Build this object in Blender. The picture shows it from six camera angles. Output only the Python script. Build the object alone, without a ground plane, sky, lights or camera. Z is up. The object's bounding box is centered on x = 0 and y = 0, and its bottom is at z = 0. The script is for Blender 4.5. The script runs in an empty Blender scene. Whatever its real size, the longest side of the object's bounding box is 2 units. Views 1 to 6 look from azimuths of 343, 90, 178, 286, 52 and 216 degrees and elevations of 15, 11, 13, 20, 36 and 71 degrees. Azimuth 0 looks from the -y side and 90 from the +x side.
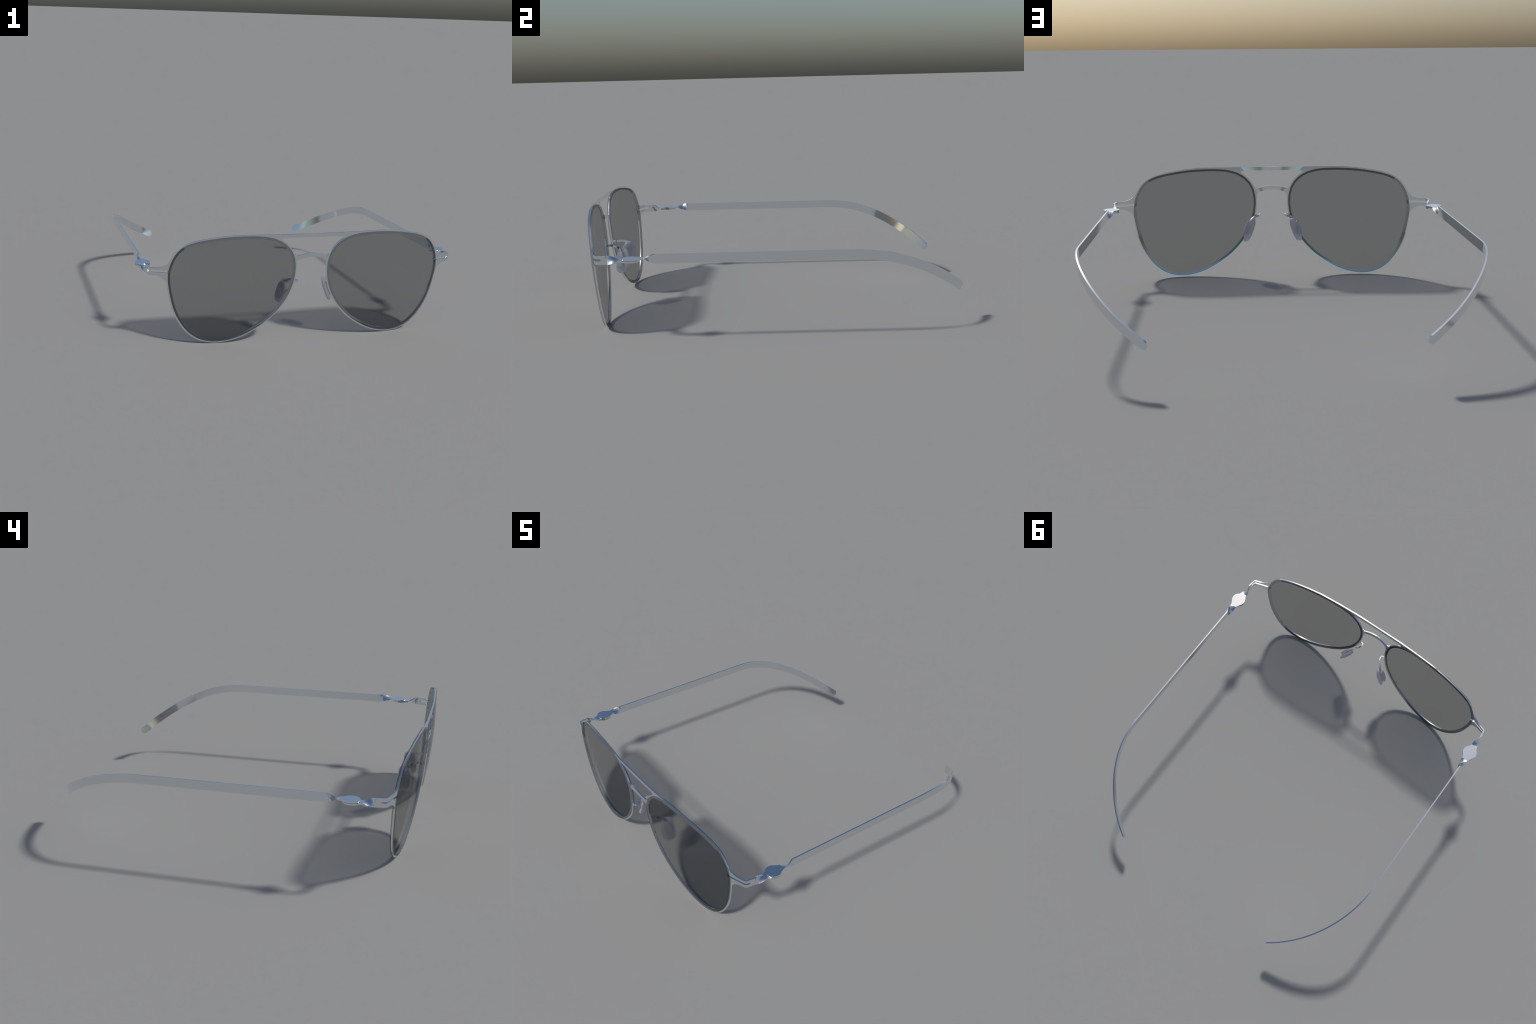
"""Thin sheet-steel aviator sunglasses with a flat brow bar, screwless twisted
hinges, grey lenses held in a groove and silicone nose pads."""
import bpy
import math
import numpy as np
from mathutils import Vector
from mathutils.geometry import delaunay_2d_cdt

T = 0.0080            # sheet thickness
RIM_IN, RIM_OUT = 0.0130, 0.0080   # rim width hidden in the lens groove / bare

# ------------------------------------------------------------------ helpers


def unit(v):
    v = np.asarray(v, float)
    return v / (np.linalg.norm(v, axis=-1, keepdims=True) + 1e-12)


def closed_spline(P, n):
    """Uniform cubic spline through closed control points."""
    N = len(P)
    A = np.zeros((N, N))
    for i in range(N):
        A[i, i], A[i, (i - 1) % N], A[i, (i + 1) % N] = 4, 1, 1
    c = np.linalg.solve(A, 6 * P)
    t = np.arange(n)[:, None] / n
    out = []
    for i in range(N):
        out.append(((1 - t) ** 3 * c[i - 1] + (3 * t ** 3 - 6 * t ** 2 + 4) * c[i]
                    + (-3 * t ** 3 + 3 * t ** 2 + 3 * t + 1) * c[(i + 1) % N] + t ** 3 * c[(i + 2) % N]) / 6)
    return np.vstack(out)


def open_spline(P, n=10):
    """Centripetal-free Catmull-Rom through open control points."""
    P = np.asarray(P, float)
    Q = np.vstack([2 * P[0] - P[1], P, 2 * P[-1] - P[-2]])
    out = []
    for i in range(1, len(Q) - 2):
        for t in np.arange(n) / n:
            a, b, c, d = Q[i - 1:i + 3]
            out.append(0.5 * (2 * b + (c - a) * t + (2 * a - 5 * b + 4 * c - d) * t * t + (3 * b - a - 3 * c + d) * t ** 3))
    out.append(P[-1])
    return np.array(out)


def resample(P, step, closed=False):
    P = np.asarray(P, float)
    if closed:
        P = np.vstack([P, P[:1]])
    s = np.concatenate([[0], np.cumsum(np.linalg.norm(np.diff(P, axis=0), axis=1))])
    n = max(2, int(round(s[-1] / step)))
    q = np.linspace(0, s[-1], n + 1)
    R = np.stack([np.interp(q, s, P[:, k]) for k in range(P.shape[1])], -1)
    return R[:-1] if closed else R


def smooth(a, b, x):
    t = np.clip((np.asarray(x, float) - a) / (b - a), 0, 1)
    return t * t * (3 - 2 * t)


# ------------------------------------------------------- shape of the front
# the front sheet is bent to a shallow saddle-free dome: y = S(x, z)
K = (-0.9573, 0.0856, -0.0846, 0.1100, 0.0715, 0.0035, -0.0769)
CX, CZ = 0.42, 0.33


def S(x, z):
    u, w = np.abs(x) - CX, np.asarray(z) - CZ
    return K[0] + K[1] * u + K[2] * w + K[3] * u * u + K[4] * w * w + K[5] * u * w + K[6] * w ** 3


# inner edge of a rim as radii about (CX, CZ), every 12 degrees from +x
RADII = np.array([0.3751, 0.3915, 0.3984, 0.3890, 0.3524, 0.3188, 0.2998, 0.2913, 0.2931, 0.3053,
                  0.3258, 0.3454, 0.3514, 0.3370, 0.3137, 0.2922, 0.2744, 0.2604, 0.2518, 0.2490,
                  0.2513, 0.2596, 0.2763, 0.2980, 0.3236, 0.3477, 0.3618, 0.3644, 0.3649, 0.3666])
ANG = np.arange(len(RADII)) * math.tau / len(RADII)
INNER = resample(closed_spline(np.stack([CX + RADII * np.cos(ANG), CZ + RADII * np.sin(ANG)], -1), 30), 0.007, True)
NIN = len(INNER)


def offset_curve(d):
    t = unit(np.roll(INNER, -1, 0) - np.roll(INNER, 1, 0))
    return INNER + d * np.stack([t[:, 1], -t[:, 0]], -1)


LENS_EDGE, OUTER = offset_curve(RIM_IN), offset_curve(RIM_IN + RIM_OUT)

# plan path of the end piece: leaves the dome, turns the corner, runs back
XB, ZE = 0.9212, 0.436
X_CORNER = 0.9145
YCREASE = -0.829
R_CORNER = 0.013


def end_plan():
    xs = np.linspace(0.80, X_CORNER, 60)
    ys = S(xs, ZE) + 0.14 * np.where(xs > 0.822, xs - 0.822, 0) + 0.0 * xs
    pts = [np.array([x, y]) for x, y in zip(xs, ys)]
    corner = pts[-1]
    d0 = unit(pts[-1] - pts[-2])
    d1 = unit(np.array([XB, YCREASE]) - corner)
    ang = math.acos(float(d0 @ d1))
    cut = R_CORNER * math.tan(ang / 2)
    keep = [p for p in pts if np.linalg.norm(p - corner) > cut]
    a = corner - d0 * cut
    nrm = np.array([-d0[1], d0[0]])
    c = a + nrm * R_CORNER
    arc = []
    for t in np.linspace(0, ang, 14):
        arc.append(c + R_CORNER * (-nrm * math.cos(t) + d0 * math.sin(t)))
    tail = [arc[-1] + (np.array([XB, YCREASE]) - arc[-1]) * t for t in np.linspace(0.04, 1, 18)]
    return np.array(keep + arc + tail)


PLAN = end_plan()
PLAN_S = 0.80 + np.concatenate([[0], np.cumsum(np.linalg.norm(np.diff(PLAN, axis=0), axis=1))])
S_END = PLAN_S[-1]
S_SLOT = float(np.interp(-0.8560, PLAN[-19:, 1], PLAN_S[-19:]))

# brow bar and bridge leave the rims along creases
BAR_CREASE = ((0.1904, 0.6422), (0.1634, 0.6207))
BRI_CREASE = ((0.0889, 0.5143), (0.0822, 0.4900))


def crease_x(line, z):
    (x0, z0), (x1, z1) = line
    return x1 + (x0 - x1) * (z - z1) / (z0 - z1)


def in_bar(x, z):
    return z > 0.57 and abs(x) < crease_x(BAR_CREASE, z) - 1e-6


def in_bridge(x, z):
    return 0.45 < z < 0.57 and abs(x) < crease_x(BRI_CREASE, z) - 1e-6


def bar_lean(s):
    return float(np.interp(abs(s), (0, 0.064, 0.19), (0, 0.060, 0.088)))


def bridge_lean(s):
    return float(np.interp(abs(s), (0, 0.03, 0.055, 0.09), (0, 0.018, 0.026, -0.015)))


def place(s, z, kind=""):
    """Map flat sheet coordinates of the right half to space."""
    if kind == "bar":
        xc = crease_x(BAR_CREASE, z)
        y1 = float(S(xc, z))
        # the sheet leans back a little more towards its ends
        return np.array([s, -0.9945 + (y1 + 0.9945) * (s / xc) ** 2 - bar_lean(s) * (z - 0.6317), z])
    if kind == "bridge":
        xc = crease_x(BRI_CREASE, z)
        y1 = float(S(xc, z))
        zm = 0.519 - 0.017 * (s / 0.085) ** 2
        return np.array([s, -0.9962 + (y1 + 0.9962) * (s / xc) ** 2 - bridge_lean(s) * (z - zm), z])
    if s <= 0.80:
        # the lower half of a rim is pressed to lean back slightly across its width
        tilt = 0.0
        if z < 0.40:
            d = INNER - (s, z)
            i = int((d * d).sum(1).argmin())
            rho = float(((s, z) - INNER[i]) @ (OUTER[i] - INNER[i])) / (RIM_IN + RIM_OUT)
            tilt = 0.045 * float(smooth(0.38, 0.18, z)) * (rho - (RIM_IN + RIM_OUT) / 2)
        return np.array([s, float(S(s, z)) + tilt, z])
    x, y = np.interp(s, PLAN_S, PLAN[:, 0]), np.interp(s, PLAN_S, PLAN[:, 1])
    if s > S_END:
        y += s - S_END
    return np.array([x, y + float(S(x, z) - S(x, ZE)), z])


def sheet_normal(s, z, kind):
    e = 6e-4
    du = place(s + e, z, kind) - place(s - e, z, kind)
    dv = place(s, z + e, kind) - place(s, z - e, kind)
    return unit(np.cross(du, dv))      # points to -y, the front


# ------------------------------------------------ outline of the half sheet


def near(curve, p):
    return int(((curve - np.asarray(p)) ** 2).sum(1).argmin())


def span(curve, a, b, ccw=True):
    """Points of a closed curve from the one nearest a to the one nearest b."""
    i, j, n = near(curve, a), near(curve, b), len(curve)
    out = [curve[i]]
    while i != j:
        i = (i + (1 if ccw else -1)) % n
        out.append(curve[i])
    return np.array(out)


SLOT_TOP, SLOT_LOW = 0.4432, 0.4312
SPLIT_S = 0.8275      # end piece becomes a part of its own here


def outer_boundary():
    """Counter-clockwise: up the axis, never used; starts at bridge bottom on the axis."""
    bridge_low = open_spline([(0, 0.5062), (0.030, 0.5042), (0.058, 0.4985), (0.0822, 0.4900)], 6)
    fillet = open_spline([(0.0822, 0.4900), (0.0862, 0.4855), (0.0880, 0.4760), (0.0893, 0.455)], 4)
    rim = span(OUTER, (0.0893, 0.445), (0.8217, 0.357))
    end_low = open_spline([tuple(rim[-1]), (0.8238, 0.3685), (SPLIT_S, 0.3780), (0.8395, 0.3920), (0.8600, 0.4058),
                           (0.8800, 0.4118), (0.9000, 0.4130), (S_END, 0.4130)], 8)
    end_cut = np.array([(S_END, z) for z in np.linspace(0.413, 0.459, 7)])
    end_top = open_spline([(S_END, 0.4590), (0.9000, 0.4590), (0.8720, 0.4600), (0.8470, 0.4662), (SPLIT_S, 0.4765), (0.8125, 0.4895),
                           (0.8055, 0.5015), (0.8015, 0.5085)], 8)
    top_rim = span(OUTER, (0.7960, 0.5185), (0.47, 0.643))
    brow = open_spline([tuple(top_rim[-1]), (0.44, 0.6431), (0.36, 0.6431), (0.26, 0.6427), BAR_CREASE[0], (0.10, 0.6420), (0, 0.6418)], 8)
    parts = [bridge_low, fillet[1:], rim, end_low[1:], end_cut[1:], end_top[1:], top_rim, brow[1:]]
    return np.vstack([thin(p) for p in parts])


def thin(p):
    """Resample a run but keep its ends."""
    return resample(p, 0.0065) if len(p) > 2 else p


def nose_window():
    low = open_spline([(0, 0.5315), (0.030, 0.5288), (0.060, 0.5215), BRI_CREASE[0]], 6)
    corner = open_spline([BRI_CREASE[0], (0.0928, 0.5136), (0.0965, 0.5152), (0.0997, 0.5205)], 4)
    rim = span(OUTER, (0.1020, 0.526), (0.172, 0.600), ccw=False)
    corner2 = open_spline([tuple(rim[-1]), (0.1812, 0.6065), (0.1832, 0.6130), (0.1775, 0.6185), BAR_CREASE[1]], 5)
    bar = open_spline([BAR_CREASE[1], (0.08, 0.6214), (0, 0.6218)], 6)
    return np.vstack([thin(low), resample(corner, 0.003)[1:], thin(rim), resample(corner2, 0.003)[1:], thin(bar)[1:]])


def lens_window():
    """Inner rim edge, opened by the slot that runs out into the end piece."""
    run = span(INNER, (0.7985, SLOT_TOP + 0.003), (0.8015, SLOT_LOW - 0.010))
    slot_low = open_spline([tuple(run[-1]), (0.8060, 0.4212), (0.8130, 0.4245), (0.8250, SLOT_LOW - 0.0006), (0.8400, SLOT_LOW),
                            (S_SLOT - 0.006, SLOT_LOW)], 6)
    c, r = (SLOT_TOP + SLOT_LOW) / 2, (SLOT_TOP - SLOT_LOW) / 2
    tip = np.array([(S_SLOT - 0.006 + r * math.sin(a), c - r * math.cos(a)) for a in np.linspace(0, math.pi, 9)])
    slot_top = open_spline([(S_SLOT - 0.006, SLOT_TOP), (0.84, SLOT_TOP), (0.8120, SLOT_TOP + 0.0006), tuple(run[0])], 6)
    return np.vstack([thin(run), resample(slot_low, 0.005)[1:], tip[1:], resample(slot_top, 0.005)[1:-1]])


def inside(p, poly):
    x, y = p
    a, b = poly, np.roll(poly, -1, 0)
    hit = ((a[:, 1] > y) != (b[:, 1] > y)) & (x < (b[:, 0] - a[:, 0]) * (y - a[:, 1]) / (b[:, 1] - a[:, 1] + 1e-15) + a[:, 0])
    return bool(hit.sum() % 2)


def flat_sheet():
    outer, window, lens = outer_boundary(), nose_window(), lens_window()
    # the axis closes the outline: outer ends at (0, bar top) and starts at (0, bridge low);
    # the nose window touches the axis, so outline + window form one loop
    loop = np.vstack([outer, window[::-1]])
    pts, edges = [], []
    for poly in (loop, lens):
        base = len(pts)
        pts += [tuple(p) for p in poly]
        edges += [(base + i, base + (i + 1) % len(poly)) for i in range(len(poly))]
    P = np.array(pts)

    def link(a, b):
        edges.append((near(P, a), near(P, b)))
    link(*BAR_CREASE)
    link(*BRI_CREASE)
    link((SPLIT_S, 0.4765), (SPLIT_S, SLOT_TOP))
    link((SPLIT_S, SLOT_LOW), (SPLIT_S, 0.3780))
    extra = []
    for s in np.arange(0.835, S_END, 0.004):
        extra += [(s, 0.452), (s, 0.4225)]
    for s in np.arange(S_SLOT + 0.004, S_END, 0.004):
        extra += [(s, 0.437)]
    pts += [e for e in extra if inside(e, loop) and not inside(e, lens)]
    V, E, F, *_ = delaunay_2d_cdt([Vector(p) for p in pts], edges, [], 0, 1e-6)
    V = np.array([tuple(v) for v in V])
    tris = []
    for f in F:
        c = V[list(f)].mean(0)
        if inside(c, loop) and not inside(c, lens):
            a, b, d = V[f[0]], V[f[1]], V[f[2]]
            area = (b[0] - a[0]) * (d[1] - a[1]) - (b[1] - a[1]) * (d[0] - a[0])
            if abs(area) > 1e-9:
                tris.append(tuple(f) if area > 0 else tuple(reversed(f)))
    return V, tris


# --------------------------------------------------- mesh with own normals
class Part:
    """Collects faces with a normal for every corner."""

    def __init__(self):
        self.v, self.index, self.f, self.n = [], {}, [], []

    def add(self, pts, normals):
        ids = []
        for p in pts:
            key = tuple(np.round(p, 6))
            if key not in self.index:
                self.index[key] = len(self.v)
                self.v.append(tuple(float(c) for c in p))
            ids.append(self.index[key])
        keep = [i for i, a in enumerate(ids) if a not in ids[:i]]
        if len(keep) > 2:
            self.f.append([ids[i] for i in keep])
            self.n.append([normals[i] for i in keep])

    def mirrored(self):
        m = Part()
        m.v = [(-x, y, z) for x, y, z in self.v]
        m.f = [list(reversed(f)) for f in self.f]
        m.n = [[np.array([-n[0], n[1], n[2]]) for n in reversed(ns)] for ns in self.n]
        return m

    def joined(self, other):
        j = Part()
        for p in (self, other):
            for f, ns in zip(p.f, p.n):
                j.add([np.array(p.v[i]) for i in f], ns)
        return j

    def to_object(self, name, material, parent):
        me = bpy.data.meshes.new(name)
        me.from_pydata(self.v, [], self.f)
        me.polygons.foreach_set("use_smooth", [True] * len(me.polygons))
        me.update()
        flat = [tuple(float(c) for c in unit(n)) for ns in self.n for n in ns]
        if len(flat) == len(me.loops):
            me.normals_split_custom_set(flat)
        me.materials.append(material)
        o = bpy.data.objects.new(name, me)
        bpy.context.scene.collection.objects.link(o)
        o.parent = parent
        return o


def front_parts():
    V, tris = flat_sheet()

    def kind_of(c):
        if in_bar(*c):
            return "bar"
        if in_bridge(*c):
            return "bridge"
        return "end" if c[0] > SPLIT_S else "rim"

    kinds = [kind_of(V[list(t)].mean(0)) for t in tris]
    count = {}
    for t, k in zip(tris, kinds):
        for a, b in zip(t, t[1:] + t[:1]):
            count[(a, b)] = k
    parts = {k: Part() for k in ("rim", "bar", "bridge", "end")}
    cache = {}

    def at(i, k):
        if (i, k) not in cache:
            s, z = V[i]
            m = k if k in ("bar", "bridge") else ""
            P, n = place(s, z, m), sheet_normal(s, z, m)
            off = n
            if m or i in crease_ids:      # shared points on a crease use one offset
                off = n if i not in crease_ids else sheet_normal(s, z, "")
            cache[(i, k)] = (P + off * T / 2, P - off * T / 2, n)
        return cache[(i, k)]

    crease_ids = set()
    for i, (s, z) in enumerate(V):
        for line in (BAR_CREASE, BRI_CREASE):
            if abs(s - crease_x(line, z)) < 1e-4 and min(line[0][1], line[1][1]) - 1e-3 < z < max(line[0][1], line[1][1]) + 1e-3:
                crease_ids.add(i)
    for t, k in zip(tris, kinds):
        q = [at(i, k) for i in t]
        # (s, z) counter-clockwise seen from the front (-y), x to the right
        parts[k].add([a[0] for a in q], [a[2] for a in q])
        parts[k].add([a[1] for a in reversed(q)], [-a[2] for a in reversed(q)])
    # walls along every free edge
    free = [(a, b, k) for (a, b), k in count.items() if (b, a) not in count]
    wn = {}
    for a, b, k in free:
        if abs(V[a][0]) < 1e-7 and abs(V[b][0]) < 1e-7:
            continue
        pa, pb = at(a, k), at(b, k)
        n = unit(np.cross(pb[0] - pa[0], pa[2] + pb[2]))
        wn[(a, b)] = n
    by_start, by_end = {a: n for (a, b), n in wn.items()}, {b: n for (a, b), n in wn.items()}

    def blend(n, m):
        return n if m is None or float(n @ m) < 0.75 else unit(n + m)

    for a, b, k in free:
        if (a, b) not in wn or (V[a][0] > S_END - 1e-5 and V[b][0] > S_END - 1e-5):
            continue
        n = wn[(a, b)]
        na, nb = blend(n, by_end.get(a)), blend(n, by_start.get(b))
        pa, pb = at(a, k), at(b, k)
        parts[k].add([pa[0], pa[1], pb[1], pb[0]], [na, na, nb, nb])
    return parts


# ------------------------------------------------------------ lofted strips


def loft(part, C, W, N, lo, hi, t, creases=(), nw=6, cap0=True, cap1=True):
    """Flat strip along centres C with width directions W, face normals N,
    extents lo..hi along W and thickness t.  Rings listed in creases break the shading."""
    C, W, N = map(lambda a: np.asarray(a, float), (C, W, N))
    R = len(C)
    lo, hi = np.broadcast_to(lo, R), np.broadcast_to(hi, R)
    u = np.linspace(0, 1, nw + 1)
    mid = C[:, None] + W[:, None] * (lo[:, None] + (hi - lo)[:, None] * u)[..., None]
    # true surface normals, one-sided at creases
    cuts = sorted({0, R - 1, *creases})
    nrm = np.zeros((len(cuts) - 1, R, nw + 1, 3))
    for c, (a, b) in enumerate(zip(cuts, cuts[1:])):
        seg = mid[a:b + 1]
        du = np.gradient(seg, axis=0) if b - a > 0 else None
        dv = np.repeat((W[a:b + 1])[:, None], nw + 1, 1)
        n = unit(np.cross(du, dv))
        ref = np.repeat(N[a:b + 1][:, None], nw + 1, 1)
        n *= np.sign((n * ref).sum(-1, keepdims=True) + 1e-9)
        nrm[c, a:b + 1] = n
    off = N[:, None] * t / 2
    top, bot = mid + off, mid - off

    def seg_of(i):
        for c, (a, b) in enumerate(zip(cuts, cuts[1:])):
            if a <= i < b:
                return c
    # orientation: W x tangent versus N
    tang = C[1] - C[0]
    flip = float(np.cross(tang, W[0]) @ N[0]) < 0

    def quad(p, n):
        if flip:
            p, n = p[::-1], n[::-1]
        part.add(p, n)
    for i in range(R - 1):
        c = seg_of(i)
        for j in range(nw):
            quad([top[i, j], top[i + 1, j], top[i + 1, j + 1], top[i, j + 1]],
                 [nrm[c, i, j], nrm[c, i + 1, j], nrm[c, i + 1, j + 1], nrm[c, i, j + 1]])
            quad([bot[i, j + 1], bot[i + 1, j + 1], bot[i + 1, j], bot[i, j]],
                 [-nrm[c, i, j + 1], -nrm[c, i + 1, j + 1], -nrm[c, i + 1, j], -nrm[c, i, j]])
    for j, sg in ((0, -1), (nw, 1)):
        for c, (a, b) in enumerate(zip(cuts, cuts[1:])):
            edge = mid[a:b + 1, j]
            d = unit(np.gradient(edge, axis=0))
            n = unit(np.cross(d, N[a:b + 1]))
            n *= np.sign((n * W[a:b + 1] * sg).sum(-1, keepdims=True) + 1e-9)
            for i in range(a, b):
                p = [bot[i, j], bot[i + 1, j], top[i + 1, j], top[i, j]]
                q = [n[i - a], n[i + 1 - a], n[i + 1 - a], n[i - a]]
                if sg > 0:
                    p, q = p[::-1], q[::-1]
                quad(p, q)
    for do, i, sg in ((cap0, 0, -1), (cap1, R - 1, 1)):
        if do:
            tg = unit(C[i] - C[i - 1]) if i else unit(C[0] - C[1])
            for j in range(nw):
                p = [bot[i, j], top[i, j], top[i, j + 1], bot[i, j + 1]]
                if sg > 0:
                    p = p[::-1]
                quad(p, [tg] * 4)


# hinge: two stacked round plates, each twisted a quarter turn into its strip
YD, R_DISC = -0.711, 0.0438
SHOULDER, NECK_W = 0.058, 0.0195
Z_TOP = 0.4442                      # upper face of the upper plate
Z_UP, Z_LOW = Z_TOP - T / 2, Z_TOP - T - 0.0016 - T / 2
YF, YR = YD - SHOULDER, YD + SHOULDER
Y_TEMPLE = -0.585                   # rear end of the temple twist
Z_TEMPLE, H_TEMPLE = 0.4385, 0.0480


def plate_half_width(d):
    d = abs(d)
    j = 0.0240                       # where the round edge meets the hollow of the shoulder
    if d <= j:
        return math.sqrt(max(R_DISC ** 2 - d * d, 0))
    h0, m0 = math.sqrt(R_DISC ** 2 - j * j), -j / math.sqrt(R_DISC ** 2 - j * j)
    t = (d - j) / (SHOULDER - j)
    a, b, L = h0, NECK_W, SHOULDER - j
    return (2 * t ** 3 - 3 * t * t + 1) * a + (t ** 3 - 2 * t * t + t) * m0 * L + (-2 * t ** 3 + 3 * t * t) * b + (t ** 3 - t * t) * (-0.22) * L


def hinge_front():
    """End-piece strip twisting flat into the lower plate (outer face turns up)."""
    C, W, N, H = [], [], [], []
    n = 22
    for i in range(n + 1):
        u = i / n
        y = YCREASE + (YF - YCREASE) * u
        a = math.radians(90 * u)
        C.append((XB, y, ZE + (Z_LOW - ZE) * smooth(0, 1, u)))
        W.append((-math.sin(a), 0, math.cos(a)))
        N.append((math.cos(a), 0, math.sin(a)))
        H.append(0.0230 + (NECK_W - 0.0230) * u)
    crease = n
    for y in YD + np.concatenate([np.linspace(-SHOULDER, -0.02, 20)[1:], np.sin(np.linspace(math.asin(-0.02 / R_DISC), math.pi / 2, 40))[1:] * R_DISC]):
        C.append((XB, y, Z_LOW))
        W.append((-1, 0, 0))
        N.append((0, 0, 1))
        d = y - YD
        H.append(max(plate_half_width(d) if d < 0 else math.sqrt(max(R_DISC ** 2 - d * d, 0)), 0.0015))
    p = Part()
    H = np.array(H)
    loft(p, C, W, N, -H, H, T, creases=(crease,), cap0=False)
    return p


EAR_LEAN = ((0, 0.30, 0.45, 0.52, 0.60, 0.72), (0.06, 0.12, 0.18, 0.225, 0.27, 0.33))   # along the sweep


def temple_path():
    """Straight run, then a constant-radius sweep inwards while dipping behind the ear."""
    pts, head, pitch = [], [], []
    for y in np.arange(Y_TEMPLE, 0.372, 0.012):
        pts.append((XB - 0.0008 * (y + 0.6), y, Z_TEMPLE))
        head.append(0.0)
        pitch.append(0.0)
    x, y, z = XB - 0.0008, 0.372, Z_TEMPLE
    ds, s = 0.004, 0.0
    while True:
        th, ph = math.radians(80.0) * s, math.radians(26.0) * math.sin(min(max(s - 0.015, 0) / 0.55, 1) * math.pi / 2)
        pts.append((x, y, z))
        head.append(th)
        pitch.append(ph)
        if y >= 0.9925 or s > 0.9:
            break
        x, y, z, s = x - math.sin(th) * ds, y + math.cos(th) * ds, z - math.tan(ph) * ds, s + ds
    return np.array(pts), np.array(head), np.array(pitch)


def temple_part():
    plate, strip = Part(), Part()
    C, W, N, H = [], [], [], []
    ys = YD + np.concatenate([-np.sin(np.linspace(math.asin(0.02 / R_DISC), math.pi / 2, 40))[::-1] * R_DISC, np.linspace(-0.02, SHOULDER, 30)[1:]])
    for y in ys:
        d = y - YD
        C.append((XB, y, Z_UP))
        W.append((-1, 0, 0))
        N.append((0, 0, 1))
        H.append(max(plate_half_width(d) if d > 0 else math.sqrt(max(R_DISC ** 2 - d * d, 0)), 0.0015))
    crease = len(C) - 1
    n = 22
    for i in range(1, n + 1):
        u = i / n
        a = math.radians(90 * u)
        C.append((XB, YR + (Y_TEMPLE - YR) * u, Z_UP + (Z_TEMPLE - Z_UP) * smooth(0, 1, u)))
        W.append((-math.cos(a), 0, -math.sin(a)))
        N.append((-math.sin(a), 0, math.cos(a)))
        H.append(NECK_W + (H_TEMPLE / 2 - NECK_W) * smooth(0, 1, u))
    H = np.array(H)
    loft(plate, C, W, N, -H, H, T, creases=(crease,), cap1=False)
    P, th, ph = temple_path()
    tang = np.stack([-np.sin(th) * np.cos(ph), np.cos(th) * np.cos(ph), -np.sin(ph)], -1)
    # the sweep is rolled about an axis leaning from upright,
    # so the inner face turns up towards the tip
    lean = np.interp(th / math.radians(80), *EAR_LEAN)
    N2 = np.stack([-np.cos(th), -np.sin(th), lean * np.sin(th)], -1)
    N2 = unit(N2 - tang * (N2 * tang).sum(-1, keepdims=True))
    W2 = unit(np.cross(N2, tang))
    W2 *= np.sign(-W2[:, 2:3])
    # rounded tip
    s = np.concatenate([[0], np.cumsum(np.linalg.norm(np.diff(P, axis=0), axis=1))])
    left = s[-1] - s
    r = 0.021
    f = np.where(left < r, np.sqrt(np.clip(1 - ((r - left) / r) ** 2, 0.004, 1)), 1.0)
    h = H_TEMPLE / 2 * (0.12 + 0.88 * f)
    q = np.concatenate([s[left > r], s[-1] - r * (1 - np.sin(np.linspace(0, math.pi / 2, 12)))])
    pick = [np.stack([np.interp(q, s, A[:, k]) for k in range(3)], -1) for A in (P, W2, N2)]
    hq = np.where(s[-1] - q < r, H_TEMPLE / 2 * np.sqrt(np.clip(1 - ((r - (s[-1] - q)) / r) ** 2, 0.003, 1)), H_TEMPLE / 2)
    loft(strip, pick[0], unit(pick[1]), unit(pick[2]), -hq, hq, T, cap0=False)
    return plate, strip


# -------------------------------------------------------------------- lens
LENS_DOME = 0.0138
LENS_FRONT, LENS_BACK = 0.0115, 0.0135     # from mid sheet to the lens faces


def lens_y(x, z):
    # the lens sits a hair tilted in its rim
    return S(x, z) - 0.0040 * ((x - 0.505) * 0.72 - (z - 0.335) * 0.69)


def lens_mesh(side):
    c = LENS_EDGE.mean(0)
    deep = offset_curve(0.0012)      # the rim bites a little deeper than the groove
    g = T / 2 + 0.00005
    rings = []
    for f in np.concatenate([np.linspace(0.08, 0.94, 12), [0.985, 1.0]]):
        rings.append((c + (LENS_EDGE - c) * f, -LENS_FRONT - LENS_DOME * (1 - f * f)))
    rings += [(LENS_EDGE, -g), (deep, -g), (deep, g), (LENS_EDGE, g)]
    for f in np.concatenate([[1.0, 0.985], np.linspace(0.94, 0.08, 12)]):
        rings.append((c + (LENS_EDGE - c) * f, LENS_BACK - LENS_DOME * (1 - f * f)))
    verts, faces = [], []
    n = len(LENS_EDGE)
    for P, o in rings:
        for x, z in P:
            verts.append((side * x, float(lens_y(x, z)) + o, z))
    for r in range(len(rings) - 1):
        for i in range(n):
            j = (i + 1) % n
            faces.append((r * n + i, r * n + j, (r + 1) * n + j, (r + 1) * n + i))
    for o in (-LENS_FRONT, LENS_BACK):
        verts.append((side * c[0], float(lens_y(*c)) + o - LENS_DOME, c[1]))
    a, b = len(verts) - 2, len(verts) - 1
    last = (len(rings) - 1) * n
    for i in range(n):
        j = (i + 1) % n
        faces.append((a, j, i))
        faces.append((b, last + i, last + j))
    if side > 0:
        faces = [tuple(reversed(f)) for f in faces]
    me = bpy.data.meshes.new("lens")
    me.from_pydata(verts, [], faces)
    me.polygons.foreach_set("use_smooth", [True] * len(me.polygons))
    me.set_sharp_from_angle(angle=math.radians(35))
    me.update()
    return me


# -------------------------------------------------------------- nose pads


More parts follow.
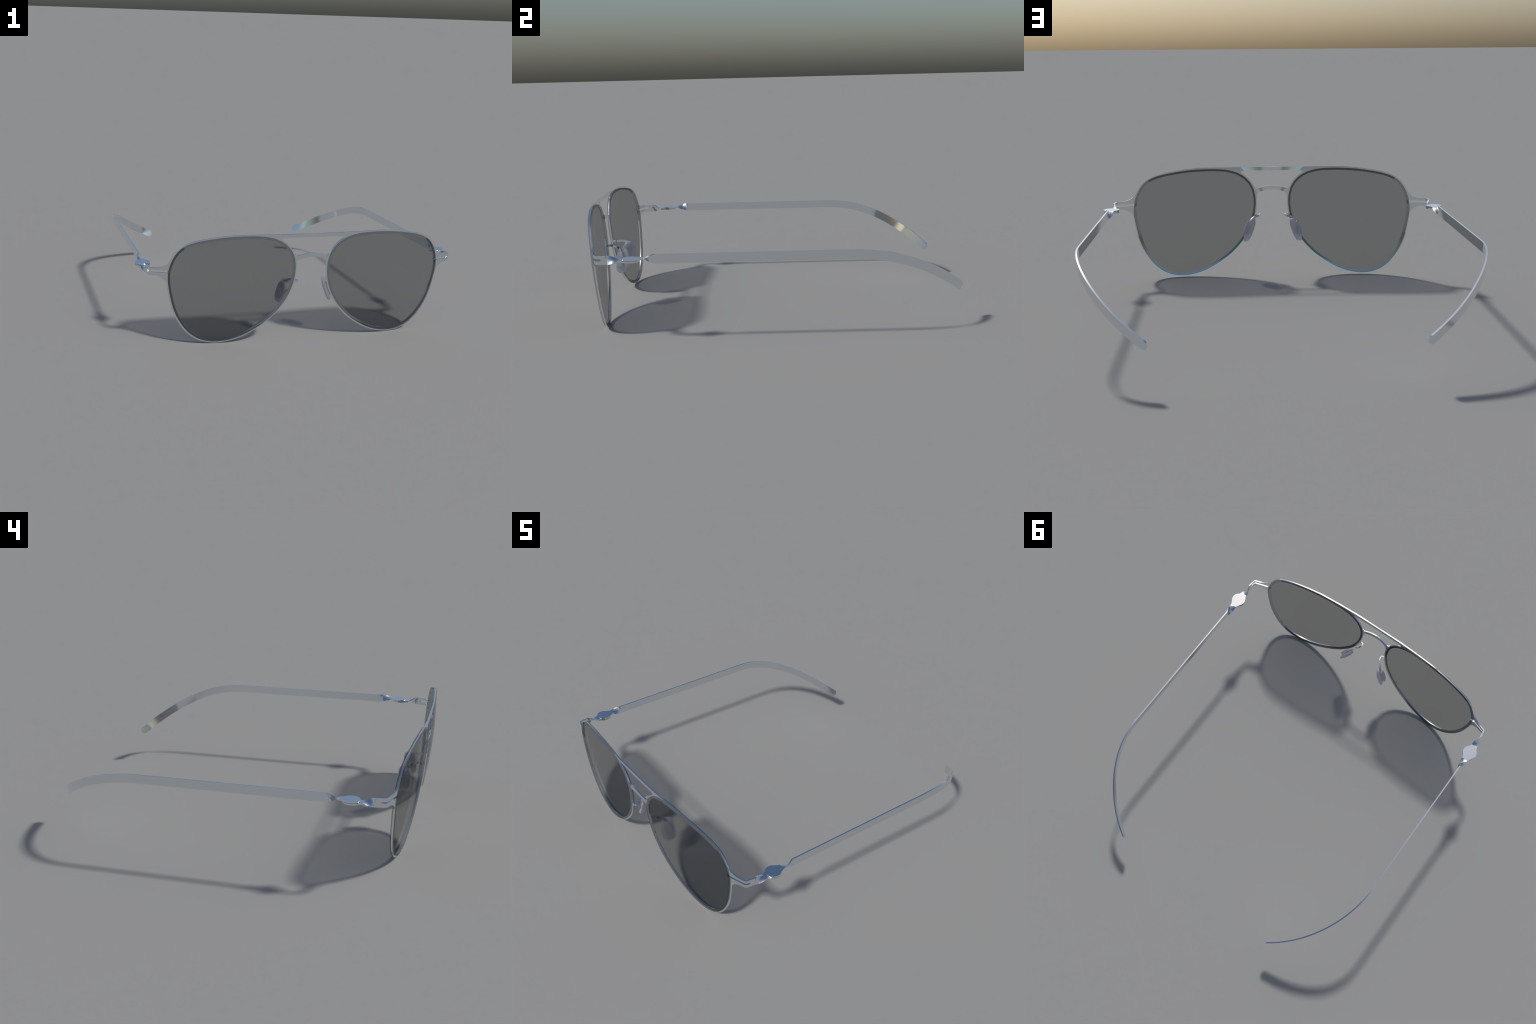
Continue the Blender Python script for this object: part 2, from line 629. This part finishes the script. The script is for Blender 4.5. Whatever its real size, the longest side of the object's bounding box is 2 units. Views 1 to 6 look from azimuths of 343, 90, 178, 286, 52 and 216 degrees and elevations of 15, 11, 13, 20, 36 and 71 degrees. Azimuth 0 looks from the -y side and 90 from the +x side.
def frame_axes():
    long_axis = unit(np.array([0.335, -0.06, -0.94]))       # down and outwards
    wide = np.array([0.46, 0.885, 0.0])
    wide = unit(wide - long_axis * (wide @ long_axis))
    face = np.cross(long_axis, wide)
    if face[0] > 0:
        face = -face                                          # towards the nose
    return long_axis, wide, face


def cushion(centre, half_len, half_wid, half_thick, power, dome=0.0, taper=0.0, n=48, m=14, edge=2.6):
    """Rounded slab: superelliptic outline, superelliptic edge, domed nose face."""
    L, Wd, Fc = frame_axes()
    part = Part()
    rows = []
    for i in range(m + 1):
        b = -math.pi / 2 + math.pi * i / m
        k = abs(math.cos(b)) ** (2 / edge)
        h = math.copysign(abs(math.sin(b)) ** (2 / edge), math.sin(b)) * half_thick
        row = []
        for j in range(n):
            a = math.tau * j / n
            ca, sa = math.cos(a), math.sin(a)
            u = math.copysign(abs(ca) ** (2 / power), ca) * k
            w = math.copysign(abs(sa) ** (2 / power), sa) * k * (1 + taper * u)
            bulge = dome * (1 - (0.6 * u * u + 0.4 * w * w))
            row.append(np.asarray(centre) + L * u * half_len + Wd * w * half_wid + Fc * (h + bulge))
        rows.append(row)
    verts = [tuple(p) for r in rows for p in r]
    faces = []
    for i in range(m):
        for j in range(n):
            k = (j + 1) % n
            faces.append((i * n + j, i * n + k, (i + 1) * n + k, (i + 1) * n + j))
    me = bpy.data.meshes.new("pad")
    me.from_pydata(verts, [], faces)
    import bmesh
    bm = bmesh.new()
    bm.from_mesh(me)
    bmesh.ops.remove_doubles(bm, verts=bm.verts, dist=1e-6)
    bmesh.ops.holes_fill(bm, edges=bm.edges, sides=0)
    bmesh.ops.recalc_face_normals(bm, faces=bm.faces)
    bm.to_mesh(me)
    bm.free()
    me.polygons.foreach_set("use_smooth", [True] * len(me.polygons))
    return me


def mirror_mesh(me):
    import bmesh
    m2 = me.copy()
    bm = bmesh.new()
    bm.from_mesh(m2)
    for v in bm.verts:
        v.co.x = -v.co.x
    bmesh.ops.reverse_faces(bm, faces=bm.faces)
    bm.to_mesh(m2)
    bm.free()
    return m2


def pad_arm():
    """Narrow strip curling back from the rim into the pad holder."""
    y0 = float(S(0.095, 0.359))
    plan = [(0.1010, float(S(0.101, 0.359)), 0.3585), (0.0930, y0 + 0.0003, 0.3585), (0.0850, y0 + 0.0014, 0.3588)]
    r = 0.0100
    c = np.array([0.0850, y0 + 0.0014 + r])
    for t in np.linspace(0.25, 1, 7) * math.radians(100):
        plan.append((c[0] - r * math.sin(t), c[1] - r * math.cos(t), 0.3588))
    plan += [(0.0800, -0.9390, 0.3586), (0.0910, -0.9265, 0.3580), (0.1050, -0.9105, 0.3550), (0.1180, -0.8957, 0.3475),
             (0.1290, -0.8866, 0.3375), (0.1365, -0.8825, 0.3220), (0.1415, -0.8825, 0.3040)]
    C = open_spline(plan, 4)
    d = np.gradient(C, axis=0)
    flat = unit(np.stack([d[:, 0], d[:, 1], 0 * d[:, 0]], -1))
    for i in range(len(flat)):                       # keep the plane of the drop steady
        if np.hypot(d[i, 0], d[i, 1]) < 0.35 * np.linalg.norm(d[i]) and i:
            flat[i] = flat[i - 1]
    N = np.stack([flat[:, 1], -flat[:, 0], 0 * flat[:, 0]], -1)
    W = unit(np.cross(N, d))
    p = Part()
    loft(p, C, W, N, -0.0062, 0.0062, 0.0072, nw=2)
    return p


# --------------------------------------------------------------- materials


def principled(name):
    m = bpy.data.materials.new(name)
    m.use_nodes = True
    return m, m.node_tree.nodes, m.node_tree.links, m.node_tree.nodes["Principled BSDF"]


def steel():
    m, nodes, links, b = principled("polished_steel")
    b.inputs["Metallic"].default_value = 1.0
    tc = nodes.new("ShaderNodeTexCoord")
    noise = nodes.new("ShaderNodeTexNoise")
    noise.inputs["Scale"].default_value = 9.0
    noise.inputs["Detail"].default_value = 2.0
    ramp = nodes.new("ShaderNodeValToRGB")
    ramp.color_ramp.elements[0].position, ramp.color_ramp.elements[0].color = 0.3, (0.80, 0.85, 0.885, 1)
    ramp.color_ramp.elements[1].position, ramp.color_ramp.elements[1].color = 0.7, (0.815, 0.865, 0.90, 1)
    links.new(tc.outputs["Object"], noise.inputs["Vector"])
    links.new(noise.outputs["Fac"], ramp.inputs["Fac"])
    links.new(ramp.outputs["Color"], b.inputs["Base Color"])
    b.inputs["Roughness"].default_value = STEEL_ROUGH
    return m


STEEL_ROUGH = 0.09


def tinted():
    """Neutral grey tint; half of each face lets light straight through."""
    m, nodes, links, b = principled("grey_lens")
    b.inputs["Base Color"].default_value = (0.131, 0.136, 0.133, 1)
    b.inputs["Roughness"].default_value = 0.0
    b.inputs["Transmission Weight"].default_value = 1.0
    b.inputs["IOR"].default_value = 1.01
    b.inputs["Alpha"].default_value = 0.505
    return m


def silicone():
    """Milky, slightly violet silicone that lets some light through, blurred."""
    m, nodes, links, b = principled("silicone")
    b.inputs["Base Color"].default_value = (0.69, 0.69, 0.75, 1)
    b.inputs["Roughness"].default_value = 0.28
    b.inputs["Transmission Weight"].default_value = 0.6
    b.inputs["IOR"].default_value = 1.25
    b.inputs["Alpha"].default_value = 0.85
    return m


# ------------------------------------------------------------------- build
STEEL, TINT, PAD = steel(), tinted(), silicone()
root = bpy.data.objects.new("sunglasses", None)
bpy.context.scene.collection.objects.link(root)
root["label"] = "aviator sunglasses, thin steel frame, flat brow bar, grey lenses"
root["category"] = "sunglasses"

front = front_parts()
front["bar"].joined(front["bar"].mirrored()).to_object("brow_bar", STEEL, root)
front["bridge"].joined(front["bridge"].mirrored()).to_object("nose_bridge", STEEL, root)
hinge = hinge_front()
plate, strip = temple_part()
arm = pad_arm()
L_AX, W_AX, F_AX = frame_axes()
PAD_C = np.array([0.1425, -0.8835, 0.2835])
pad_me = cushion(PAD_C + F_AX * 0.006, 0.0730, 0.0400, 0.0128, 2.9, dome=0.004, taper=0.08)
box_me = cushion(PAD_C - F_AX * 0.013, 0.0490, 0.0230, 0.0115, 3.6, edge=3.6)
for side in (1, -1):
    def sided(p):
        return p if side > 0 else p.mirrored()
    rim = sided(front["rim"]).to_object("rim", STEEL, root)
    lens = bpy.data.objects.new("lens", lens_mesh(side))
    lens.data.materials.append(TINT)
    bpy.context.scene.collection.objects.link(lens)
    lens.parent = rim
    end = sided(front["end"]).to_object("end_piece", STEEL, root)
    sided(hinge).to_object("hinge_plate", STEEL, end)
    temple = sided(strip).to_object("temple", STEEL, root)
    sided(plate).to_object("temple_hinge_plate", STEEL, temple)
    a = sided(arm).to_object("pad_arm", STEEL, root)
    for me, name in ((pad_me, "nose_pad"), (box_me, "pad_holder")):
        d = me if side > 0 else mirror_mesh(me)
        d.name = name
        if not d.materials:
            d.materials.append(PAD)
        o = bpy.data.objects.new(name, d)
        bpy.context.scene.collection.objects.link(o)
        o.parent = a
